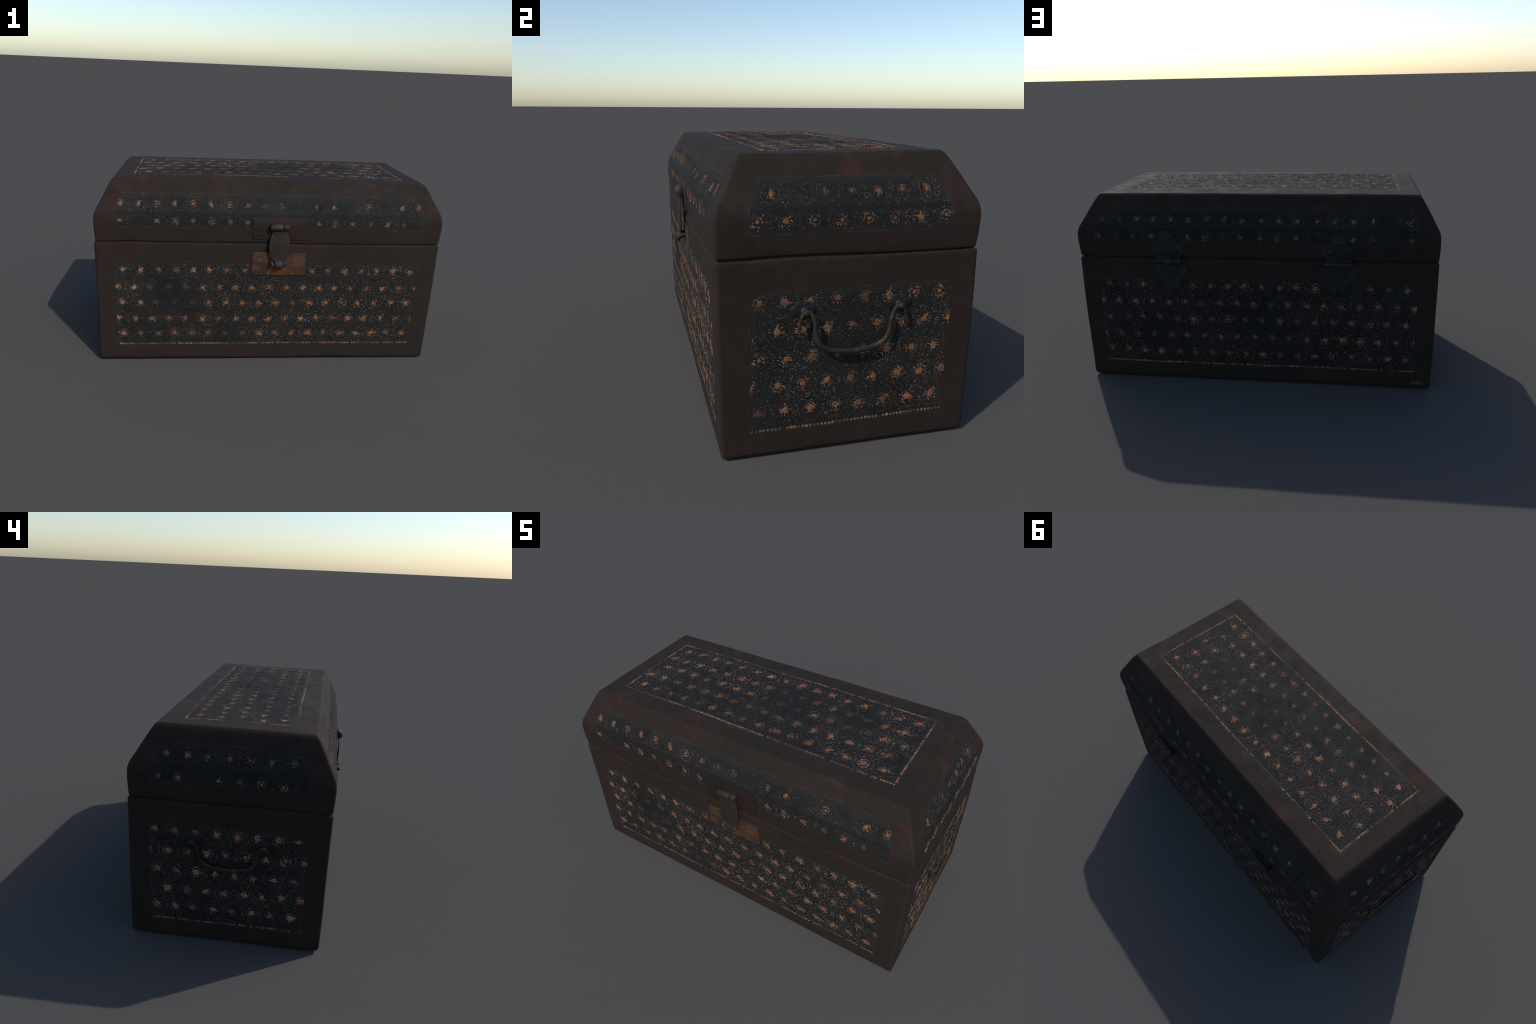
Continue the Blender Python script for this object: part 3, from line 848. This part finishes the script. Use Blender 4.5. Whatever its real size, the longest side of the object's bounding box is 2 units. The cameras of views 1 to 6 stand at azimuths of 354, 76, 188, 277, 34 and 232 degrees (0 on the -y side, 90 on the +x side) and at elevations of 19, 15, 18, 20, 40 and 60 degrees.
# --- two strap hinges on the back: trefoil leaves, a knuckled barrel, six studs
LB, LL = by["body", "back"], by["lid", "back"]
def hinge(cx, zb, tilt):
    yb = .475; yc = yb + .0175
    bm = None
    segs = [(-.074, -.028, .0130), (-.0275, .0195, .0165), (.020, .074, .0130)]
    for a, b, r in segs:
        part = lathe([(a, r*.8), (a + .0015, r), (b - .0015, r), (b, r*.8)], (cx, yc, zb), (1, 0, 0), 18)
        bm = part if bm is None else merge(bm, part)
    bm = merge(bm, lathe([(-.078, .004), (-.0775, .006), (.0775, .006), (.078, .004)], (cx, yc, zb), (1, 0, 0), 12))
    # straps that curl from the leaves round the pin
    bm = merge(bm, box_bm(cx - .073, cx + .073, yb - .012, yb + .0135, zb - .022, zb + .002, .003))
    bm = merge(bm, box_bm(cx - .070, cx + .070, yb - .012, yb + .0100, zb - .001, zb + .026, .003))
    hb = add_object("strap_hinge", finish_bm(bm, "strap_hinge", [M_HINGE], 40))
    up_c = [(cx + .046, zb + .060, .046), (cx - .046, zb + .060, .046), (cx + tilt, zb + .112, .050), (cx, zb + .060, .058), (cx, zb + .035, .062)]
    lo_c = [(cx + .047, zb - .060, .048), (cx - .047, zb - .060, .048), (cx - tilt, zb - .121, .053), (cx, zb - .075, .062), (cx, zb - .035, .066)]
    for fl, circ, cut, cz in ((LL, up_c, (-1, zb + .013), zb + .070), (LB, lo_c, (1, zb - .012), zb - .075)):
        c = (cx, cz)
        bm = plate_on(fl, lobe_outline(circ, 110, cut, c), .0035, .0015, c)
        inner = [(x, y, r - .008) for x, y, r in circ]
        cut2 = (cut[0], cut[1] - cut[0] * .001)
        bm = merge(bm, plate_on(fl, lobe_outline(inner, 110, cut2, c), .0055, .0018, c))
        add_object("hinge_leaf", finish_bm(bm, "hinge_leaf", [M_HINGE], 40), hb)
        for i, (x, y, r) in enumerate(circ[:3]):
            px = cx + (x - cx) * .95; py = y - (.002 if cz > zb else -.004) if i < 2 else y + (0 if cz > zb else .001)
            P, A, B, N = fl.frames([px], [py])
            bm = lathe([(-.002, .0155), (.0055, .0150), (.0095, .0132), (.0130, .0095), (.0152, .0045), (.0158, .0005)], P[0], N[0], 16)
            add_object("hinge_stud", finish_bm(bm, "hinge_stud", [M_HINGE], 60), hb)
hinge(.460, .711, .006)
hinge(-.449, .712, .002)

# --- latch: two plates, hinged hasp, staple
FB, FLD = by["body", "front"], by["lid", "front"]
HX = .043; YF = -.4675
# hasp strap: (z, half width, outward distance)
strap = [(.812, .036, .026), (.802, .039, .025), (.790, .043, .024), (.775, .0485, .025), (.750, .054, .027), (.720, .0565, .0285), (.690, .0560, .0275),
         (.665, .0530, .0270), (.648, .0465, .0270), (.636, .0370, .0275), (.629, .0270, .0280), (.625, .0215, .0295), (.615, .0205, .035), (.603, .0200, .039), (.594, .0190, .037), (.588, .017, .030)]
bm = bmesh.new(); cols = 13; th = .0045
grid = {}
for lay in (0, 1):
    for i, (z, w, d) in enumerate(strap):
        for k in range(cols):
            t = -1 + 2*k/(cols-1)
            dd = d - .0035*t*t*min(1, w/.04) - (th if lay else 0)
            grid[lay, i, k] = bm.verts.new((HX + .002 + w*t, YF - dd, z))
m = len(strap)
for lay in (0, 1):
    for i in range(m-1):
        for k in range(cols-1): bm.faces.new((grid[lay, i, k], grid[lay, i, k+1], grid[lay, i+1, k+1], grid[lay, i+1, k]))
for i in range(m-1):
    for k in (0, cols-1): bm.faces.new((grid[0, i, k], grid[0, i+1, k], grid[1, i+1, k], grid[1, i, k]))
for k in range(cols-1):
    for i in (0, m-1): bm.faces.new((grid[0, i, k], grid[0, i, k+1], grid[1, i, k+1], grid[1, i, k]))
bmesh.ops.recalc_face_normals(bm, faces=bm.faces)
for a, b, r in ((-.053, .018, .0215), (.0190, .050, .0190)):
    part = lathe([(a, r*.75), (a + .003, r*.96), (a + .005, r), (b - .004, r), (b - .0015, r*.95), (b, r*.8)], (HX, YF - .0160, .820), (1, 0, 0), 22)
    bm = merge(bm, part)
hasp = add_object("latch_hasp", finish_bm(bm, "latch_hasp", [M_HASP], 45))
bm = plate_on(FB, rounded_rect(-.103, .201, .539, .672, .012), .0042, .0015, dish=.0006)
add_object("latch_plate", finish_bm(bm, "latch_plate", [M_BRASS], 40), hasp)
bm = plate_on(FLD, rounded_rect(-.106, .198, .746, .872, .010), .0042, .0015, dish=.0004)
add_object("latch_plate", finish_bm(bm, "latch_plate", [M_UPLATE], 40), hasp)
# the knuckle's seat on the lid plate
add_object("latch_seat", finish_bm(box_bm(HX - .046, HX + .046, YF - .016, YF + .004, .806, .838, .003), "latch_seat", [M_HASP], 40), hasp)
# staple: two horns through which the tongue passes
bm = tube([(HX - .036, YF + .004, .616), (HX - .036, YF - .014, .618), (HX - .035, YF - .028, .612), (HX - .033, YF - .038, .601)], [.0095, .0105, .0115, .0080], 14, up=(0, 0, 1))
bm = merge(bm, tube([(HX + .033, YF + .004, .620), (HX + .034, YF - .014, .622), (HX + .034, YF - .026, .617), (HX + .033, YF - .036, .606)], [.0110, .0120, .0125, .0085], 14, up=(0, 0, 1)))
bm = merge(bm, tube([(HX - .034, YF - .012, .617), (HX, YF - .013, .613), (HX + .033, YF - .012, .620)], [.006, .0065, .006], 10, up=(0, 0, 1)))
add_object("latch_staple", finish_bm(bm, "latch_staple", [M_IRON], 50), hasp)

# --- inventory number inked on the back, low at the corner
cu = bpy.data.curves.new("inventory_number", "FONT"); cu.body = "39291"; cu.size = .030; cu.extrude = .0004
cu.space_character = .95
to = bpy.data.objects.new("inventory_number_text", cu); SC.objects.link(to)
bpy.context.view_layer.update()
dg = bpy.context.evaluated_depsgraph_get()
me = bpy.data.meshes.new_from_object(to.evaluated_get(dg)); bpy.data.objects.remove(to)
me.name = "inventory_number"; me.materials.clear(); me.materials.append(M_INK)
xs = [v.co.x for v in me.vertices]; x0, x1 = min(xs), max(xs)
co = np.array([v.co[:] for v in me.vertices])
a = -.849 - (co[:, 0] - x0) / (x1 - x0) * .062; b = .0305 + co[:, 1] * .85
P, A, B, N = LB.frames(a, b); W = P + N * (.0004 + np.sign(co[:, 2]) * .0005)[:, None]
for v, w in zip(me.vertices, W): v.co = w
add_object("inventory_number", me)
